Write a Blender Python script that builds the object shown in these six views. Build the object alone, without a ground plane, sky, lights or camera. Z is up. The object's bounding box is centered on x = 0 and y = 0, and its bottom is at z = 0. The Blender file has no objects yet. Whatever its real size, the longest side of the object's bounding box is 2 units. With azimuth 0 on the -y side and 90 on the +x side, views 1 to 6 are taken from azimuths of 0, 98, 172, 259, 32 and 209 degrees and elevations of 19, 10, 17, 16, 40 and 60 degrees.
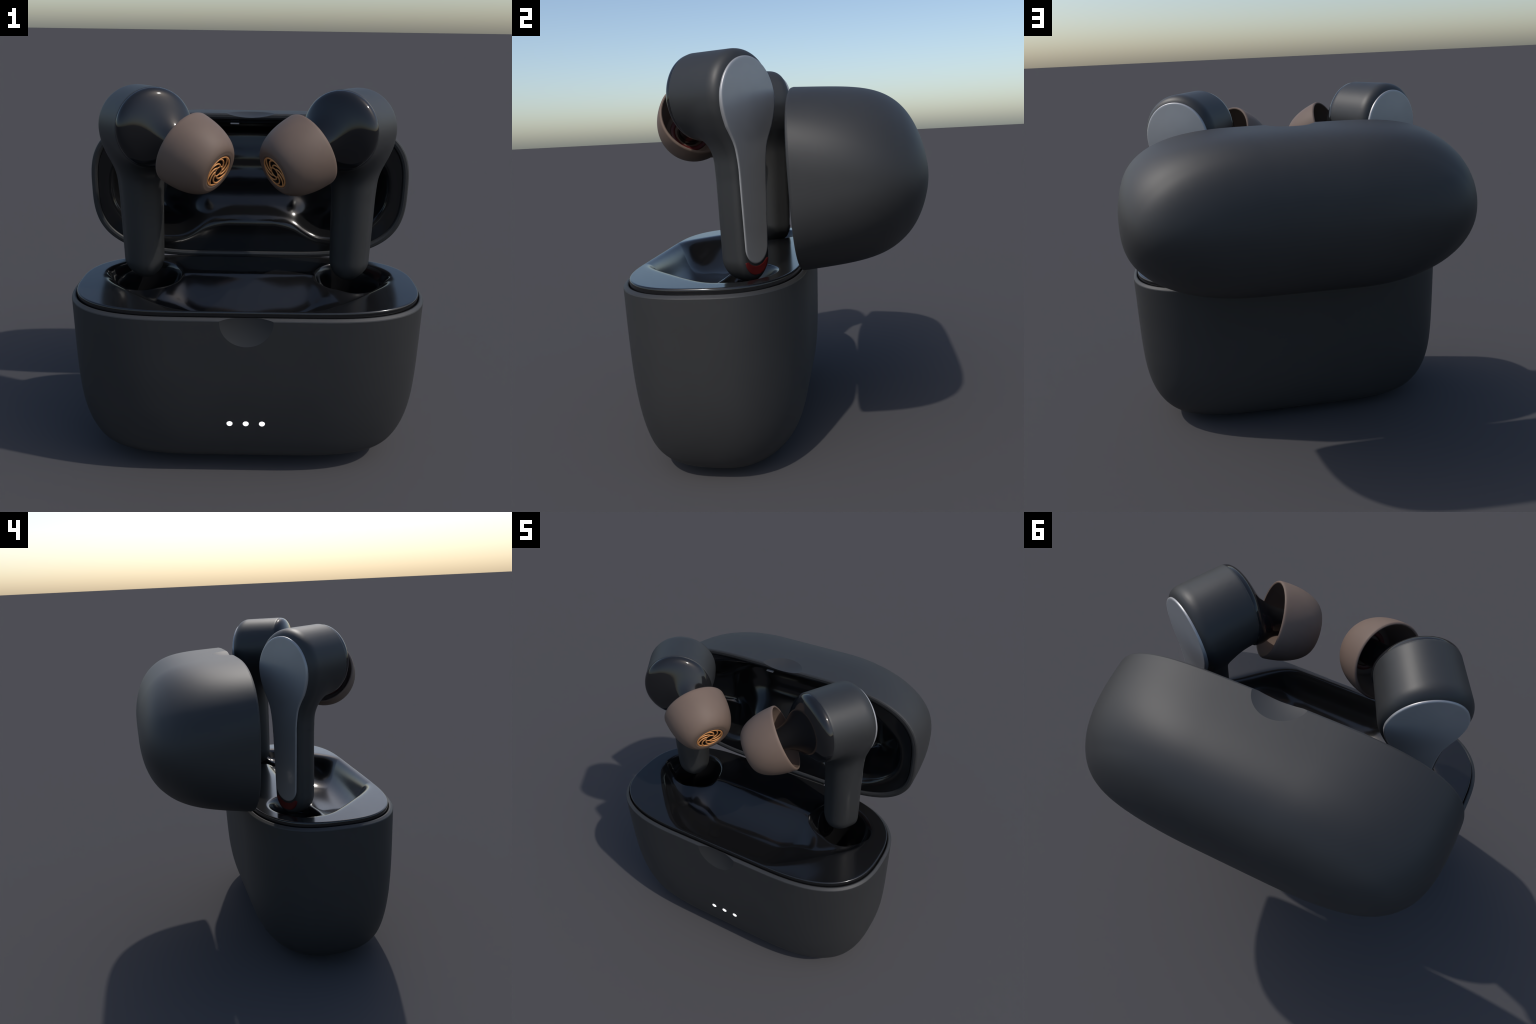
"""Open charging case with two stem earbuds hovering above it (all procedural)."""
import bpy, bmesh, math
import numpy as np
from mathutils import Matrix, Vector

# ------------------------------------------------------------------ materials
def material(name, color, rough=0.5, metallic=0.0, spec=0.5, coat=0.0, grain=0.0,
             grain_scale=220.0, emission=0.0, tone=0.04):
    m = bpy.data.materials.new(name)
    m.use_nodes = True
    nt = m.node_tree
    bsdf = nt.nodes["Principled BSDF"]
    bsdf.inputs["Metallic"].default_value = metallic
    bsdf.inputs["Specular IOR Level"].default_value = spec
    bsdf.inputs["Coat Weight"].default_value = coat
    bsdf.inputs["Roughness"].default_value = rough
    tex = nt.nodes.new("ShaderNodeTexCoord")
    noise = nt.nodes.new("ShaderNodeTexNoise")
    noise.inputs["Scale"].default_value = 6.0
    noise.inputs["Detail"].default_value = 3.0
    nt.links.new(tex.outputs["Object"], noise.inputs["Vector"])
    ramp = nt.nodes.new("ShaderNodeValToRGB")
    lo = [c * (1 - tone) for c in color]
    hi = [c * (1 + tone) for c in color]
    ramp.color_ramp.elements[0].position = 0.3
    ramp.color_ramp.elements[1].position = 0.7
    ramp.color_ramp.elements[0].color = (*lo, 1)
    ramp.color_ramp.elements[1].color = (*hi, 1)
    nt.links.new(noise.outputs["Fac"], ramp.inputs["Fac"])
    nt.links.new(ramp.outputs["Color"], bsdf.inputs["Base Color"])
    if grain:
        n2 = nt.nodes.new("ShaderNodeTexNoise")
        n2.inputs["Scale"].default_value = grain_scale
        n2.inputs["Detail"].default_value = 2.0
        nt.links.new(tex.outputs["Object"], n2.inputs["Vector"])
        bump = nt.nodes.new("ShaderNodeBump")
        bump.inputs["Strength"].default_value = grain
        bump.inputs["Distance"].default_value = 0.002
        nt.links.new(n2.outputs["Fac"], bump.inputs["Height"])
        nt.links.new(bump.outputs["Normal"], bsdf.inputs["Normal"])
    if emission:
        bsdf.inputs["Emission Color"].default_value = (1, 1, 1, 1)
        bsdf.inputs["Emission Strength"].default_value = emission
    return m

MAT_SHELL = material("matte_case_plastic", (0.025, 0.025, 0.0255), rough=0.56, spec=0.5)
MAT_BUD = material("satin_bud_plastic", (0.025, 0.0255, 0.026), rough=0.5, spec=0.5)
MAT_GLOSS = material("piano_black_tray", (0.0075, 0.0075, 0.008), rough=0.16, spec=0.6)
MAT_LINER = material("black_lid_liner", (0.0075, 0.0075, 0.008), rough=0.16, spec=0.5)
MAT_CAP = material("gloss_black_cap", (0.012, 0.012, 0.013), rough=0.08, spec=0.5)
MAT_PLATE = material("brushed_grey_plate", (0.37, 0.37, 0.376), rough=0.44, metallic=0.45)
MAT_TIP = material("taupe_silicone", (0.158, 0.110, 0.085), rough=0.6, spec=0.3)
MAT_GRILLE = material("copper_grille", (0.72, 0.32, 0.11), rough=0.45, metallic=0.1)
MAT_RED = material("red_marking", (0.10, 0.006, 0.006), rough=0.45)
MAT_COLLAR = material("dark_red_collar", (0.085, 0.006, 0.006), rough=0.5)
MAT_DARK = material("dark_mesh", (0.006, 0.006, 0.006), rough=0.6, spec=0.3)
MAT_LED = material("white_indicator", (0.9, 0.9, 0.9), rough=0.4, emission=1.6)

# ------------------------------------------------------------------ mesh helpers
def make_object(name, verts, faces, mat, parent, smooth_angle=None, flip=False, matrix=None):
    me = bpy.data.meshes.new(name)
    verts = np.asarray(verts, float)
    if flip:
        verts = verts * np.array([-1.0, 1.0, 1.0])
        faces = [tuple(reversed(f)) for f in faces]
    me.from_pydata([tuple(v) for v in verts], [], [tuple(int(i) for i in f) for f in faces])
    me.validate()
    bm = bmesh.new()
    bm.from_mesh(me)
    bmesh.ops.remove_doubles(bm, verts=bm.verts, dist=1e-5)
    bmesh.ops.recalc_face_normals(bm, faces=bm.faces)
    bm.to_mesh(me)
    bm.free()
    me.polygons.foreach_set("use_smooth", [True] * len(me.polygons))
    if smooth_angle is not None:
        me.set_sharp_from_angle(angle=math.radians(smooth_angle))
    me.materials.append(mat)
    ob = bpy.data.objects.new(name, me)
    bpy.context.scene.collection.objects.link(ob)
    if parent is not None:
        ob.parent = parent
    return ob

def empty(name, loc=(0, 0, 0), rot_z=0.0, label=None, category=None):
    e = bpy.data.objects.new(name, None)
    e.empty_display_size = 0.1
    e.location = loc
    e.rotation_euler = (0, 0, rot_z)
    bpy.context.scene.collection.objects.link(e)
    if label:
        e["label"] = label
        e["category"] = category
    return e

def ring_faces(nrings, n, start=0):
    f = []
    for i in range(nrings - 1):
        a, b = start + i * n, start + (i + 1) * n
        for j in range(n):
            k = (j + 1) % n
            f.append((a + j, a + k, b + k, b + j))
    return f

def loft(rings, cap_start=True, cap_end=False):
    n = len(rings[0])
    verts = np.concatenate(rings)
    faces = ring_faces(len(rings), n)
    if cap_start:
        c = rings[0].mean(0)
        verts = np.vstack([verts, c]); ci = len(verts) - 1
        faces += [(ci, (j + 1) % n, j) for j in range(n)]
    if cap_end:
        c = rings[-1].mean(0)
        verts = np.vstack([verts, c]); ci = len(verts) - 1
        o = (len(rings) - 1) * n
        faces += [(ci, o + j, o + (j + 1) % n) for j in range(n)]
    return verts, faces

def plan(n, l, count=320):
    """Unit plan curve: straight middle of fraction l, super-elliptic ends of exponent n."""
    th = np.linspace(0, 2 * np.pi, count, endpoint=False)
    c, s = np.cos(th), np.sin(th)
    return np.sign(c) * (l + (1 - l) * np.abs(c) ** (2 / n)), np.sign(s) * np.abs(s) ** (2 / n)

def smoothstep(a, b, x):
    t = np.clip((x - a) / (b - a), 0, 1)
    return t * t * (3 - 2 * t)

def smin(a, b, k):
    h = np.clip(0.5 + 0.5 * (b - a) / k, 0, 1)
    return b + (a - b) * h - k * h * (1 - h)

def smax(a, b, k):
    return -smin(-a, -b, k)

def closed_spline(half, per=10, mirror=True):
    """Catmull-Rom through right-hand control points, mirrored in x into a closed curve."""
    half = np.array(half, float)
    left = half[1:-1][::-1] * np.array([-1, 1])
    p = np.vstack([half, left]) if mirror else half
    out = []
    m = len(p)
    for i in range(m):
        p0, p1, p2, p3 = p[i - 1], p[i], p[(i + 1) % m], p[(i + 2) % m]
        for t in np.arange(per) / per:
            out.append(0.5 * (2 * p1 + (p2 - p0) * t + (2 * p0 - 5 * p1 + 4 * p2 - p3) * t ** 2
                              + (3 * p1 - p0 - 3 * p2 + p3) * t ** 3))
    return np.array(out)

def inside_distance(q, poly):
    """Signed distance to a closed polygon, positive inside."""
    a = poly; b = np.roll(poly, -1, 0)
    best = np.full(len(q), 1e9); cross = np.zeros(len(q), int)
    for (ax, ay), (bx, by) in zip(a, b):
        ex, ey = bx - ax, by - ay
        px, py = q[:, 0] - ax, q[:, 1] - ay
        t = np.clip((px * ex + py * ey) / (ex * ex + ey * ey + 1e-12), 0, 1)
        best = np.minimum(best, (px - ex * t) ** 2 + (py - ey * t) ** 2)
        if ay != by:
            hit = ((ay > q[:, 1]) != (by > q[:, 1])) & (q[:, 0] < ex * (q[:, 1] - ay) / ey + ax)
            cross += hit
    d = np.sqrt(best)
    return np.where(cross % 2 == 1, d, -d)

def softened(fn, sigma, lo, hi, step=0.006):
    """Round off a depth function: sample on a grid, blur with a Gaussian, read back bilinearly."""
    nx, ny = int((hi[0] - lo[0]) / step) + 1, int((hi[1] - lo[1]) / step) + 1
    gx, gy = lo[0] + step * np.arange(nx), lo[1] + step * np.arange(ny)
    X, Y = np.meshgrid(gx, gy, indexing="ij")
    D = fn(X.ravel(), Y.ravel()).reshape(nx, ny)
    r = int(3 * sigma / step) + 1
    k = np.exp(-0.5 * (np.arange(-r, r + 1) * step / sigma) ** 2)
    k /= k.sum()
    for axis in (0, 1):
        D = np.apply_along_axis(lambda m: np.convolve(m, k, mode="same"), axis, D)
    def read(x, y):
        u = np.clip((x - lo[0]) / step, 0, nx - 1.001)
        v = np.clip((y - lo[1]) / step, 0, ny - 1.001)
        i, j = u.astype(int), v.astype(int)
        a, b = u - i, v - j
        return (D[i, j] * (1 - a) * (1 - b) + D[i + 1, j] * a * (1 - b)
                + D[i, j + 1] * (1 - a) * b + D[i + 1, j + 1] * a * b)
    return read

def surface_nets(f, lo, hi, step):
    """Mesh the zero level of a distance function on a regular grid."""
    lo = np.array(lo, float); hi = np.array(hi, float)
    dims = np.ceil((hi - lo) / step).astype(int) + 1
    ax = [lo[i] + step * np.arange(dims[i]) for i in range(3)]
    X, Y, Z = np.meshgrid(*ax, indexing="ij")
    V = f(X, Y, Z)
    inside = V < 0
    corners = [(i, j, k) for i in (0, 1) for j in (0, 1) for k in (0, 1)]
    cd = dims - 1
    def sl(a, c):
        return a[c[0]:c[0] + cd[0], c[1]:c[1] + cd[1], c[2]:c[2] + cd[2]]
    cnt = sum(sl(inside, c).astype(int) for c in corners)
    active = (cnt > 0) & (cnt < 8)
    acc = np.zeros((*cd, 3)); num = np.zeros(cd)
    for c in corners:
        for axis in range(3):
            if c[axis]:
                continue
            e = list(c); e[axis] = 1; e = tuple(e)
            v0, v1 = sl(V, c), sl(V, e)
            x = (v0 < 0) != (v1 < 0)
            t = np.where(x, v0 / np.where(np.abs(v0 - v1) < 1e-12, 1, v0 - v1), 0)
            for d in range(3):
                acc[..., d] += np.where(x, c[d] + (t if d == axis else 0), 0)
            num += x
    idx = -np.ones(cd, int)
    idx[active] = np.arange(active.sum())
    ijk = np.argwhere(active)
    P = lo + step * (ijk + acc[active] / num[active][:, None])
    for _ in range(4):                                   # pull onto the true surface
        h = step * 0.05
        val = f(P[:, 0], P[:, 1], P[:, 2])
        g = np.stack([f(P[:, 0] + h * (d == 0), P[:, 1] + h * (d == 1), P[:, 2] + h * (d == 2)) - val
                      for d in range(3)], 1) / h
        stepv = -g * (val / np.maximum((g * g).sum(1), 1e-4))[:, None]
        P = P + np.clip(stepv, -step * 0.5, step * 0.5)
    faces = []
    for axis in range(3):
        o1, o2 = [(1, 2), (2, 0), (0, 1)][axis]
        s0 = [slice(None)] * 3; s1 = [slice(None)] * 3
        s0[axis] = slice(0, -1); s1[axis] = slice(1, None)
        ch = inside[tuple(s0)] != inside[tuple(s1)]
        q = np.argwhere(ch)
        q = q[(q[:, o1] > 0) & (q[:, o2] > 0) & (q[:, o1] < cd[o1]) & (q[:, o2] < cd[o2])]
        u = np.zeros(3, int); u[o1] = 1
        w = np.zeros(3, int); w[o2] = 1
        ids = [idx[tuple((q - u * a - w * b).T)] for a, b in ((0, 0), (1, 0), (1, 1), (0, 1))]
        faces.append(np.stack(ids, 1))
    faces = np.concatenate(faces)
    faces = faces[(faces >= 0).all(1)]
    return P, faces.tolist()

def revolve(profile, n=128):
    """Profile of (radius, height) pairs turned about the local z axis."""
    th = np.linspace(0, 2 * np.pi, n, endpoint=False)
    rings = [np.stack([r * np.cos(th), r * np.sin(th), np.full(n, h)], 1) for r, h in profile]
    return np.concatenate(rings), ring_faces(len(profile), n)

def tube(path, radius, n=10, closed=False, squash=1.0):
    """Sweep a round section along a path lying in the xy plane."""
    path = np.asarray(path, float)
    m = len(path)
    tan = (np.roll(path, -1, 0) - np.roll(path, 1, 0)) if closed else np.gradient(path, axis=0)
    tan /= np.linalg.norm(tan, axis=1, keepdims=True)
    side = np.cross(tan, [0, 0, 1.0])
    th = np.linspace(0, 2 * np.pi, n, endpoint=False)
    rings = [path[i] + radius * (np.cos(th)[:, None] * side[i] + squash * np.sin(th)[:, None] * np.array([0, 0, 1.0]))
             for i in range(m)]
    v = np.concatenate(rings)
    f = ring_faces(m, n)
    if closed:
        f += [((m - 1) * n + j, (m - 1) * n + (j + 1) % n, (j + 1) % n, j) for j in range(n)]
    else:
        f += [tuple(range(n)), tuple((m - 1) * n + j for j in range(n))[::-1]]
    return v, f

def scoop(ob, centre, radius, mat):
    """Cut a spherical finger notch out of a shell."""
    me = bpy.data.meshes.new("notch_cutter")
    bm = bmesh.new()
    bmesh.ops.create_uvsphere(bm, u_segments=160, v_segments=96, radius=radius)
    bmesh.ops.rotate(bm, verts=bm.verts, cent=(0, 0, 0), matrix=Matrix.Rotation(math.radians(90), 3, "X"))
    bmesh.ops.translate(bm, verts=bm.verts, vec=centre)
    bm.to_mesh(me); bm.free()
    me.polygons.foreach_set("use_smooth", [True] * len(me.polygons))
    me.materials.append(mat)
    cut = bpy.data.objects.new("notch_cutter", me)
    bpy.context.scene.collection.objects.link(cut)
    mod = ob.modifiers.new("notch", "BOOLEAN")
    mod.operation = "DIFFERENCE"
    mod.solver = "EXACT"
    mod.object = cut
    dg = bpy.context.evaluated_depsgraph_get()
    dg.update()
    new = bpy.data.meshes.new_from_object(ob.evaluated_get(dg))
    ob.modifiers.clear()
    old = ob.data
    ob.data = new
    new.name = ob.name
    bpy.data.meshes.remove(old)
    bpy.data.objects.remove(cut)
    new.polygons.foreach_set("use_smooth", [True] * len(new.polygons))
    new.set_sharp_from_angle(angle=math.radians(16))

# ------------------------------------------------------------------ charging case: base
case = empty("charging_case", label="open black charging case with glossy sculpted tray", category="charging case")

BASE_H = 0.9294
def base_front(t):
    """Front wall position; t runs from 0 at the rim to 1 at the floor."""
    return min(-0.742 + 0.008 * t + 0.100 * t ** 3.6 + 0.5818 * t ** 30, -0.33)
def base_ring(z, inset=0.0, zz=None, count=320):
    t = 1 - z / BASE_H
    g = t ** 30
    a = 0.9389 - 0.0114 * t - 0.2134 * t ** 6.06 - 0.12 * g - inset
    f = base_front(t) + inset
    b = max(0.1507 - 0.020 * t - 0.1386 * t ** 6.44 - 0.2134 * g, -0.16) - inset
    c, s = plan(2.6265 + 0.164 * t, 0.333 - 0.084 * t, count)
    c2, s2 = plan(2.72 + 0.164 * t, 0.333 - 0.084 * t, count)
    c, s = np.where(s < 0, c2, c), np.where(s < 0, s2, s)          # fuller corners at the front
    return np.stack([a * c, (f + b) / 2 + (b - f) / 2 * s, np.full(count, z if zz is None else zz)], 1)

rings = [base_ring(0, 0.05, 0.0), base_ring(0, 0.02, 0.0)]
for s in np.linspace(0, 1, 64):
    rings.append(base_ring(BASE_H * s ** 2.2))
rings += [base_ring(BASE_H, 0.0018, BASE_H + 0.0045), base_ring(BASE_H, 0.0135, BASE_H + 0.0135),
          base_ring(BASE_H, 0.0170, BASE_H + 0.0145), base_ring(BASE_H, 0.0215, BASE_H + 0.0125),
          base_ring(BASE_H, 0.034, 0.80), base_ring(BASE_H, 0.10, 0.30), base_ring(BASE_H, 0.24, 0.08)]
v, f = loft(rings, cap_end=True)
base_shell = make_object("base_shell", v, f, MAT_SHELL, case, 40)
scoop(base_shell, (0, -0.742 + 0.0205 - 0.44, 0.922), 0.44, MAT_SHELL)

# glossy tray with earbud wells
RECESS = closed_spline([(0, -.684), (.2, -.678), (.345, -.652), (.46, -.578), (.57, -.475), (.66, -.385),
                        (.74, -.285), (.785, -.2), (.775, -.11), (.70, -.03), (.60, .012), (.50, .005),
                        (.42, -.05), (.385, -.125), (.35, -.18), (.2, -.165), (0, -.165)])
BOWL = closed_spline([(0, -.684), (.2, -.678), (.345, -.652), (.46, -.578), (.57, -.475), (.66, -.385),
                      (.74, -.285), (.785, -.205), (.70, -.235), (.58, -.25), (.47, -.245), (.37, -.190),
                      (.2, -.165), (0, -.165)])
FRONT = closed_spline([(0, -.684), (.2, -.678), (.345, -.652), (.46, -.578), (.57, -.475), (.66, -.385),
                       (.74, -.285), (.79, -.18), (.80, .0), (.60, .30), (.3, .4), (0, .4)])
WELL = closed_spline([(.40, -.222), (.47, -.25), (.58, -.255), (.70, -.24), (.785, -.2), (.775, -.11), (.70, -.03),
                      (.60, .012), (.50, .005), (.42, -.05), (.385, -.125), (.378, -.19)], mirror=False)
TRAY_Z = 0.970
def tray_depth(x, y):
    ax = np.abs(x)
    q = np.stack([x, y], 1)
    st = np.maximum(inside_distance(q, RECESS), 0)
    inb = inside_distance(q, BOWL)
    # front and side walls: quarter-ellipse section down to a shallow floor, deepest in the middle
    side = smoothstep(.22, .52, ax)
    floor = 0.190 - 0.080 * side
    u = np.clip(inside_distance(q, FRONT) / 0.17, 0, 1)
    shell = floor * np.sqrt(1 - (1 - u) ** 2)
    # behind: slope rolling down from the crease (middle) or from the ridge in front of each well
    ridge_y = -0.168 - 0.080 * smoothstep(.33, .50, ax) + 0.043 * smoothstep(.62, .785, ax)
    sl = np.maximum(ridge_y - y, 0)
    slope = (1.16 - 0.12 * side) * sl * sl / (sl + 0.016 - 0.008 * side)
    bowl = np.where(inb > 0, np.maximum(smin(shell, slope, 0.05), 0), 0)
    ridge = 0.05 * np.exp(-((y + .245) / .07) ** 2) * smoothstep(.36, .50, ax) * smoothstep(.79, .70, ax)
    ridge = np.minimum(ridge, 2.0 * st)
    return np.where(st > 0, bowl + ridge, 0)
def well_depth(x, y):
    # earbud sockets: rim rolling in, then a deep round well that opens into the basin
    ax = np.abs(x)
    st = np.maximum(inside_distance(np.stack([x, y], 1), RECESS), 0)
    sw = np.maximum(inside_distance(np.stack([ax, y], 1), WELL), 0)
    ca, sa = math.cos(math.radians(-30)), math.sin(math.radians(-30))
    px, py = ax - .578, y + .132
    e = np.sqrt(((px * ca + py * sa) / .158) ** 2 + ((-px * sa + py * ca) / .135) ** 2)
    return np.maximum(smin(2.5 * sw, 0.06, 0.04), 0) + 0.32 * smoothstep(1.02, .70, e) * smoothstep(0, .03, st)
soft_basin = softened(tray_depth, 0.022, (-.95, -.80), (.95, .20))
soft_wells = softened(well_depth, 0.009, (-.95, -.80), (.95, .20))
def tray_surface(x, y):
    return soft_basin(x, y) + soft_wells(x, y)

def height_disc(ring_fn, centre, depth_fn, n_ring, edge, floor_rings, up):
    """Disc filling an outline; the depth function carves it."""
    out = ring_fn(0.0)
    fr = np.linspace(0, 1, n_ring + 1)[1:]
    rr = [centre + (out[:, :2] - centre) * t for t in fr]
    P = np.concatenate(rr)
    dep = depth_fn(P[:, 0], P[:, 1])
    rings = [np.column_stack([P[i * len(out):(i + 1) * len(out)], up - dep[i * len(out):(i + 1) * len(out)]])
             for i in range(n_ring)]
    rings += floor_rings
    c0 = np.array([[centre[0], centre[1], up - depth_fn(np.array([centre[0]]), np.array([centre[1]]))[0]]])
    v = np.concatenate(rings)
    n = len(out)
    f = ring_faces(len(rings), n)
    v = np.vstack([v, c0]); ci = len(v) - 1
    f += [(ci, (j + 1) % n, j) for j in range(n)]
    return v, f

TR = 0.027
def tray_ring(extra, z=None):
    return base_ring(BASE_H, TR + 0.006 + extra, z, 640)
v, f = height_disc(tray_ring, np.array([0.0, -0.36]), tray_surface, 190, 0.006,
                   [tray_ring(-0.003, TRAY_Z - 0.0012), tray_ring(-0.0055, TRAY_Z - 0.005), tray_ring(-0.006, TRAY_Z - 0.012),
                    tray_ring(-0.006, 0.90)], TRAY_Z)
tray = make_object("earbud_tray", v, f, MAT_GLOSS, case, 50)

# indicator lights
led_profile = [(0.0001, 0.004), (0.010, 0.0035), (0.0148, 0.0015), (0.0158, -0.001), (0.0158, -0.012)]
lv, lf = revolve(led_profile, 48)
lv = np.stack([lv[:, 0], -lv[:, 2], lv[:, 1]], 1)
led = None
t_led = 1 - 0.34 / BASE_H
y_led = base_front(t_led)
for x in (-0.083, 0.001, 0.085):
    if led is None:
        led = make_object("indicator_light", lv, lf, MAT_LED, base_shell, 60)
        ob = led
    else:
        ob = led.copy()
        bpy.context.scene.collection.objects.link(ob)
        ob.parent = base_shell
    ob.location = (x, y_led + 0.001, 0.34)
    ob.rotation_euler = (math.radians(3.5), 0, 0)

# ------------------------------------------------------------------ charging case: lid
LID_C = np.array([0, 0.1301, 1.3768]); TILT = 0.0402; LID_D = 0.6052
def lid_to_world(x, v, w):
    ct, st = math.cos(TILT), math.sin(TILT)
    return np.stack([x, LID_C[1] + w * ct - v * st, LID_C[2] + v * ct + w * st], 1)
def lid_section(w, inset=0.0, count=320):
    t = min(max(w / LID_D, 0), 1)
    a = 0.9323 * (1 + 0.0122 * t) * max(1 - t ** 2.8856, 0) ** (1 / 5.505) - inset
    ht = 0.4455 * (1 - 0.098 * t) * max(1 - t ** 5.02, 0) ** 0.5 - inset
    hb = 0.4271 * (1 - 0.0793 * t) * max(1 - t ** 4.72, 0) ** 0.5 - inset
    c, s = plan(max(2.970 - 1.246 * t, 2.0), 0.2295 + 0.0763 * t, count)
    return a * c, np.where(s > 0, ht, hb) * s
def lid_ring(w, inset=0.0, ww=None, count=320):
    x, v = lid_section(w, inset, count)
    return lid_to_world(x, v, np.full(count, w if ww is None else ww))
rings = []
for s in np.linspace(0, 1, 60):
    t = math.cos(s * math.pi / 2)
    rings.append(lid_ring(LID_D * min(t, 0.9999) if t > 0.03 else max(LID_D * t, 0.012)))
rings += [lid_ring(0, 0.003, 0.004), lid_ring(0, 0.009, 0.0), lid_ring(0, 0.022, -0.001), lid_ring(0, 0.032, 0.003),
          lid_ring(0, 0.038, 0.014), lid_ring(0, 0.044, 0.12), lid_ring(0, 0.10, 0.36), lid_ring(0, 0.25, 0.53)]
v, f = loft(rings, cap_start=True, cap_end=True)
lid_shell = make_object("lid_shell", v, f, MAT_SHELL, case, 40)
nc = lid_to_world(np.array([0.]), np.array([0.4455 - 0.024 + 0.42]), np.array([0.005]))[0]
scoop(lid_shell, tuple(nc), 0.42, MAT_SHELL)

LID_RECESS = closed_spline([(0, -.165), (.16, -.175), (.28, -.208), (.35, -.248), (.42, -.28), (.52, -.285),
                            (.63, -.252), (.728, -.175), (.785, -.08), (.797, .03), (.775, .12), (.70, .205),
                            (.57, .295), (.42, .345), (.2, .378), (0, .382)])
def liner_depth(x, y):
    ax = np.abs(x)
    d = inside_distance(np.stack([x, y], 1), LID_RECESS)
    s = np.maximum(d, 0)
    steep = 3.5 * smoothstep(0.10, -0.14, y) + 2.2 * smoothstep(.22, .33, y) * smoothstep(.60, .40, ax) \
        + 3.0 * smoothstep(.66, .78, ax)
    wall = (2.0 + steep) * s
    centre = 0.072 + 0.185 * smoothstep(-0.18, 0.08, y) + 0.09 * smoothstep(.12, .32, y)
    pocket = 0.315 - 0.13 * smoothstep(.55, .78, ax)
    floor = centre + (pocket - centre) * smoothstep(0.24, 0.60, ax)
    return np.maximum(smin(wall, floor, 0.08), 0) * (d > 0)
soft_liner = softened(liner_depth, 0.024, (-.95, -.46), (.95, .47))
def liner_plan(extra, z=None):
    x, v = lid_section(0, 0.040 + extra, 640)
    return np.column_stack([x, v] + ([np.full(640, z)] if z is not None else []))
LINER_W = 0.010
v, f = height_disc(lambda e: liner_plan(e), np.array([0.0, 0.05]), soft_liner, 260, 0.0,
                   [liner_plan(-0.001, -LINER_W - 0.012)], -LINER_W)
v = lid_to_world(v[:, 0], v[:, 1], -v[:, 2])
lid_liner = make_object("lid_liner", v, f, MAT_LINER, case, 50)

# thin pale sliver on the liner, left of centre under the thumb notch
sliver = np.array([(x, v, w) for x in (-.024, .024) for v in (-.003, .003) for w in (-.004, .010)], float)
sliver = lid_to_world(sliver[:, 0] - 0.090, sliver[:, 1] + 0.387, sliver[:, 2] + LINER_W)
make_object("pale_sliver", sliver, [(0, 1, 3, 2), (4, 6, 7, 5), (0, 4, 5, 1), (2, 3, 7, 6), (0, 2, 6, 4), (1, 5, 7, 3)],
            MAT_PLATE, lid_liner, 30)

# hinge barrel between base and lid
hx = np.linspace(-0.30, 0.30, 2)
th = np.linspace(0, 2 * np.pi, 32, endpoint=False)
rings = [np.stack([np.full(32, x), 0.150 + 0.014 * np.cos(th), 0.936 + 0.014 * np.sin(th)], 1) for x in hx]
v, f = loft(rings, True, True)
make_object("hinge_barrel", v, f, MAT_SHELL, case, 40)

# ------------------------------------------------------------------ earbuds
# local frame of a bud: x = inward, y = out of the cover plate, z = up, origin at plate centre
AZ, EL = 0.4977, -0.4215
AXIS = np.array([math.sin(AZ) * math.cos(EL), -math.cos(AZ) * math.cos(EL), math.sin(EL)])
GRILLE = np.array([0.2026, -0.6015, -0.1532])
STEM_BOTTOM = -0.838

def head_dist(x, y, z):
    t = np.clip(-y / 0.30, -0.3, 1.2)
    r = np.sqrt((x + 0.002) ** 2 + (z - (0.010 + 0.018 * t)) ** 2)
    return r - (0.2135 - 0.0105 * t)
def stem_outline(x, z, half, bottom, rad, top=0.0):
    zc = bottom + rad
    qx, qz = np.abs(x) - half + rad, zc - z
    d_round = np.sqrt(np.maximum(qx, 0) ** 2 + np.maximum(qz, 0) ** 2) + np.minimum(np.maximum(qx, qz), 0) - rad
    return smax(d_round, z - top, 0.03)
def stem_dist(x, y, z):
    half = 0.111 + 0.008 * np.clip((z + 0.5) / 0.3, -1, 0.6) + 0.022 * np.clip((z + 0.37) / 0.24, 0, 1) ** 1.6
    d2 = stem_outline(x, z, half, STEM_BOTTOM, 0.112, -0.11)
    rr = 0.095
    qy = -(y + 0.174)
    a, b = d2 + rr, qy + rr
    return np.sqrt(np.maximum(a, 0) ** 2 + np.maximum(b, 0) ** 2) + np.minimum(np.maximum(a, b), 0) - rr
def housing_dist(x, y, z):
    drum = smax(head_dist(x, y, z), -(y + 0.300), 0.012)
    d = smin(drum, stem_dist(x, y, z), 0.105)
    return smax(d, y - 0.003, 0.040 + 0.030 * smoothstep(-0.28, -0.08, z))
def plate_outline(x, z):
    disc = np.sqrt(x * x + z * z) - 0.187
    half = 0.0965 + 0.017 * np.clip((z + 0.30) / 0.42, -1.1, 0) + 0.040 * np.clip((z + 0.32) / 0.20, 0, 1) ** 1.6
    st = stem_outline(x, z, half, -0.752, 0.078)
    return smin(disc, st, 0.065)
def plate_dist(x, y, z):
    d2 = plate_outline(x, z)
    rr = 0.0055
    top = 0.0065 + 0.007 * np.maximum(1 - (x * x + z * z) / 0.20 ** 2, 0) ** 1.5
    a = d2 + rr; b = np.maximum(y - top, -0.03 - y) + rr
    return np.sqrt(np.maximum(a, 0) ** 2 + np.maximum(b, 0) ** 2) + np.minimum(np.maximum(a, b), 0) - rr
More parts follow.
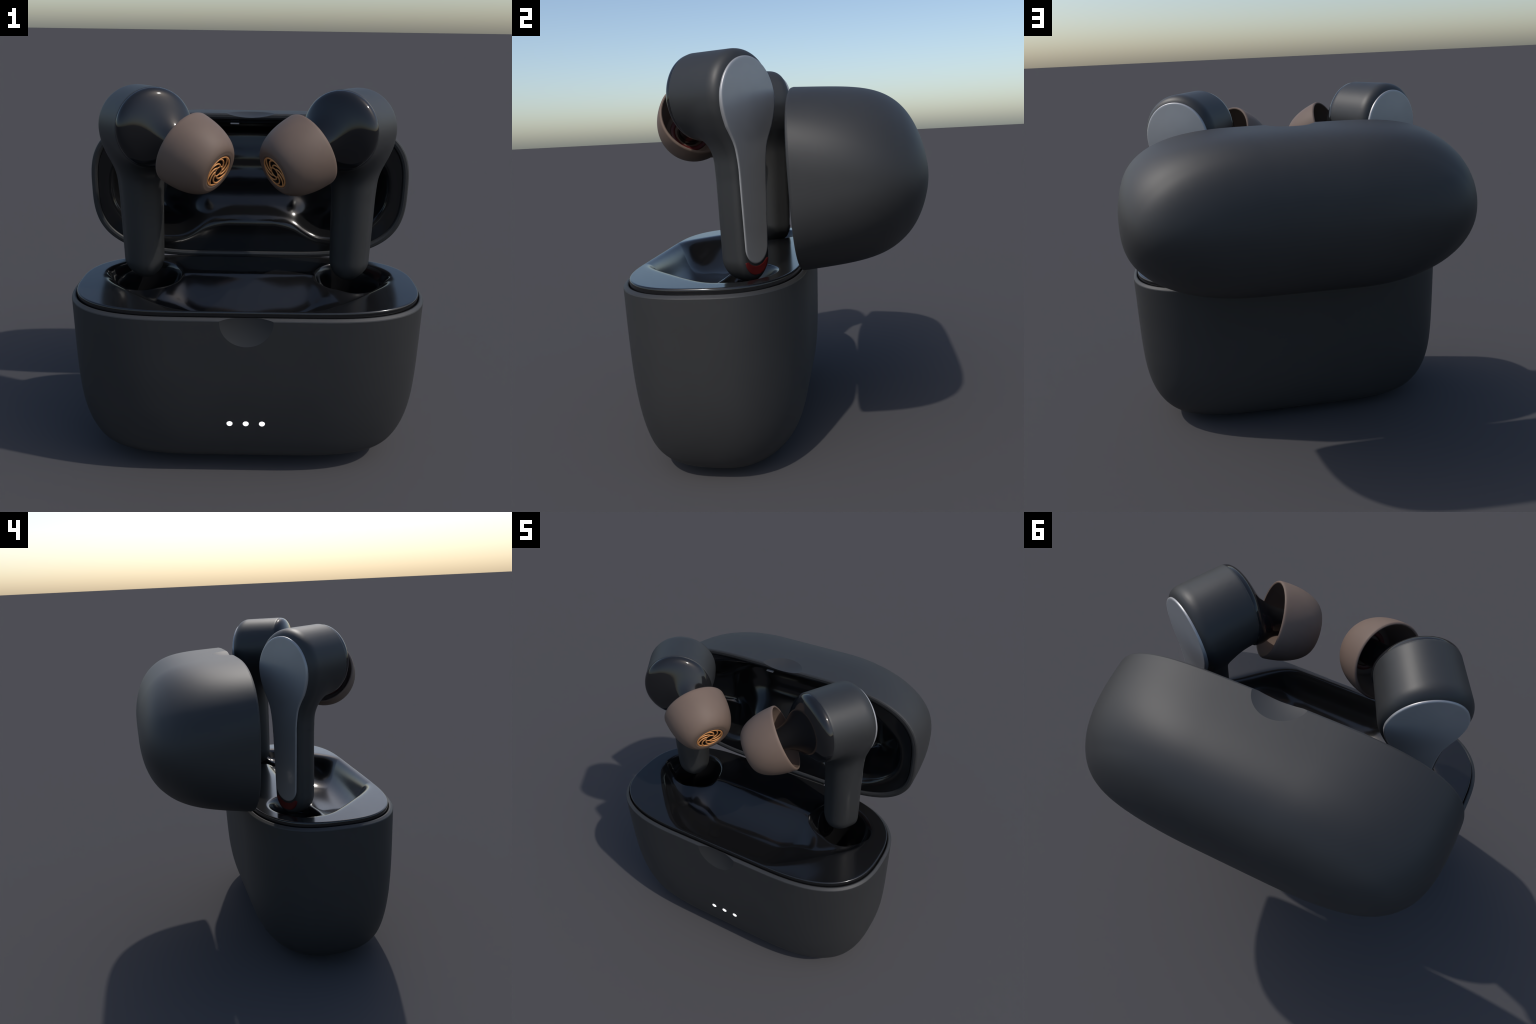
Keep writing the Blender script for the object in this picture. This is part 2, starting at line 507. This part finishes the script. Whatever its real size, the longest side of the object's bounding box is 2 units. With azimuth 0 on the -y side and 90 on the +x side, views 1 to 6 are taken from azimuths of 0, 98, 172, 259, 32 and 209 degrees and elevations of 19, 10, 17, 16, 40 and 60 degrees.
def red_dist(x, y, z):
    m = np.maximum(stem_outline(x, z, 0.085, STEM_BOTTOM + 0.035, 0.078), 0.010 - plate_outline(x, z))
    m = np.maximum(m, z + 0.735)
    sh = np.abs(housing_dist(x, y, z) + 0.003) - 0.0055
    return np.maximum(np.maximum(m, sh), -0.06 - y)
NOZ0 = GRILLE - AXIS * 0.36
def cap_dist(x, y, z):
    r = np.sqrt((x + 0.003) ** 2 + (z - 0.028) ** 2)
    h = np.maximum(-0.298 - y, 0)
    e = ((r / 0.2005) ** 2.2 + (h / 0.070) ** 2.2) ** (1 / 2.2)
    dome = np.maximum((e - 1) * 0.08, y + 0.285)
    px, py, pz = x - NOZ0[0], y - NOZ0[1], z - NOZ0[2]
    t = px * AXIS[0] + py * AXIS[1] + pz * AXIS[2]
    rad = np.sqrt(np.maximum(px * px + py * py + pz * pz - t * t, 0))
    noz = np.maximum(rad - (0.068 - 0.012 * t), np.maximum(-t, t - 0.335))
    return smax(smin(dome, noz, 0.12), y + 0.285, 0.004)

def build_bud(side):
    """side=-1: bud on the -x side; side=+1: its mirror image."""
    flip = side > 0
    centre = Vector((0.602, -0.0665, 1.7650)) if flip else Vector((-0.622, -0.072, 1.7680))
    root = empty("earbud", (centre.x, centre.y, centre.z + STEM_BOTTOM), math.radians(-30 if flip else 30),
                 "dark stem earbud with taupe silicone tip", "earbud")
    up = np.array([0, 0, -STEM_BOTTOM])
    def add(name, P, F, mat, angle=None, parent=None):
        return make_object(name, np.asarray(P) + up, F, mat, parent or root, angle, flip)
    P, F = MESH["housing"]; housing = add("housing", P, F, MAT_BUD, 45)
    P, F = MESH["plate"]; add("cover_plate", P, F, MAT_PLATE, 60)
    P, F = MESH["red"]; add("side_marking", P, F, MAT_RED, 40)
    P, F = MESH["cap"]; add("inner_cap", P, F, MAT_CAP, 50)
    # axis frame of the tip
    zax = Vector(AXIS); xax = zax.cross(Vector((0, 0, 1))).normalized(); yax = zax.cross(xax)
    R = np.array([xax, yax, zax]).T
    def along(P):
        return np.asarray(P) @ R.T + GRILLE
    P, F = MESH["tip"]; tip = add("ear_tip", along(P), F, MAT_TIP, 50)
    P, F = MESH["collar"]; add("red_collar", along(P), F, MAT_COLLAR, 50, tip)
    P, F = MESH["sound_mesh"]; add("sound_mesh", along(P), F, MAT_DARK, 50, tip)
    P, F = MESH["grille"]; add("sound_grille", along(P), F, MAT_GRILLE, 60, tip)
    return root

MESH = {}
MESH["housing"] = surface_nets(housing_dist, (-.26, -.33, -.86), (.26, .03, .27), 0.0075)
MESH["plate"] = surface_nets(plate_dist, (-.21, -.05, -.78), (.21, .03, .21), 0.0055)
MESH["red"] = surface_nets(red_dist, (-.11, -.085, -.84), (.11, .02, -.71), 0.004)
MESH["cap"] = surface_nets(cap_dist, (-.25, -.62, -.30), (.33, -.26, .26), 0.0075)

# silicone tip: umbrella profile turned about its axis (height 0 = grille plane)
L, RO, RI, PP, QQ = 0.2287, 0.1945, 0.1047, 2.1721, 1.8214
outer = [(RI + (RO - RI) * (1 - (1 - t) ** PP) ** (1 / QQ), -t * L) for t in np.linspace(0, 1, 40) ** 1.8]
outer = outer[1:]
front = [(0.0820, -0.030), (0.0825, -0.006), (0.0845, -0.001), (0.089, 0.0012), (0.096, 0.0010), (0.1020, -0.0005)]
lip = [(RO - 0.002, -L - 0.006), (RO - 0.007, -L - 0.0085), (RO - 0.012, -L - 0.006)]
inner = [(0.1815 - 0.062 * ((L + h) / 0.170) ** 1.3, h) for r, h in outer[::-1] if h < -0.062]
inner += [(0.10, -0.053), (0.075, -0.050), (0.060, -0.045)]
MESH["tip"] = revolve(front + outer + lip + inner, 144)
MESH["collar"] = revolve([(0.078, -0.045), (0.078, -0.057), (0.080, -0.059), (0.098, -0.060), (0.101, -0.058), (0.101, -0.045)], 96)
MESH["sound_mesh"] = revolve([(0.0005, -0.014), (0.080, -0.014), (0.080, -0.022), (0.0005, -0.022)], 64)

def grille_mesh():
    ang = np.linspace(0, 2 * np.pi, 96, endpoint=False)
    parts = []
    for r, rad in ((0.0785, 0.0050), (0.0265, 0.0042)):
        parts.append(tube(np.stack([r * np.cos(ang), r * np.sin(ang), np.zeros(96)], 1), rad, 12, True, 0.7))
    for i in range(8):
        t = np.linspace(0, 1, 20)
        r = 0.027 + (0.0775 - 0.027) * t
        a = 2 * np.pi * i / 8 + SWIRL * t ** 1.25
        parts.append(tube(np.stack([r * np.cos(a), r * np.sin(a), np.zeros(20)], 1), 0.0043, 10, False, 0.9))
    V, F, o = [], [], 0
    for v, f in parts:
        V.append(v); F += [tuple(i + o for i in q) for q in f]; o += len(v)
    V = np.concatenate(V)
    V[:, 2] -= 0.002
    return V, F
SWIRL = math.radians(68)
MESH["grille"] = grille_mesh()

for s in (-1, 1):
    build_bud(s)
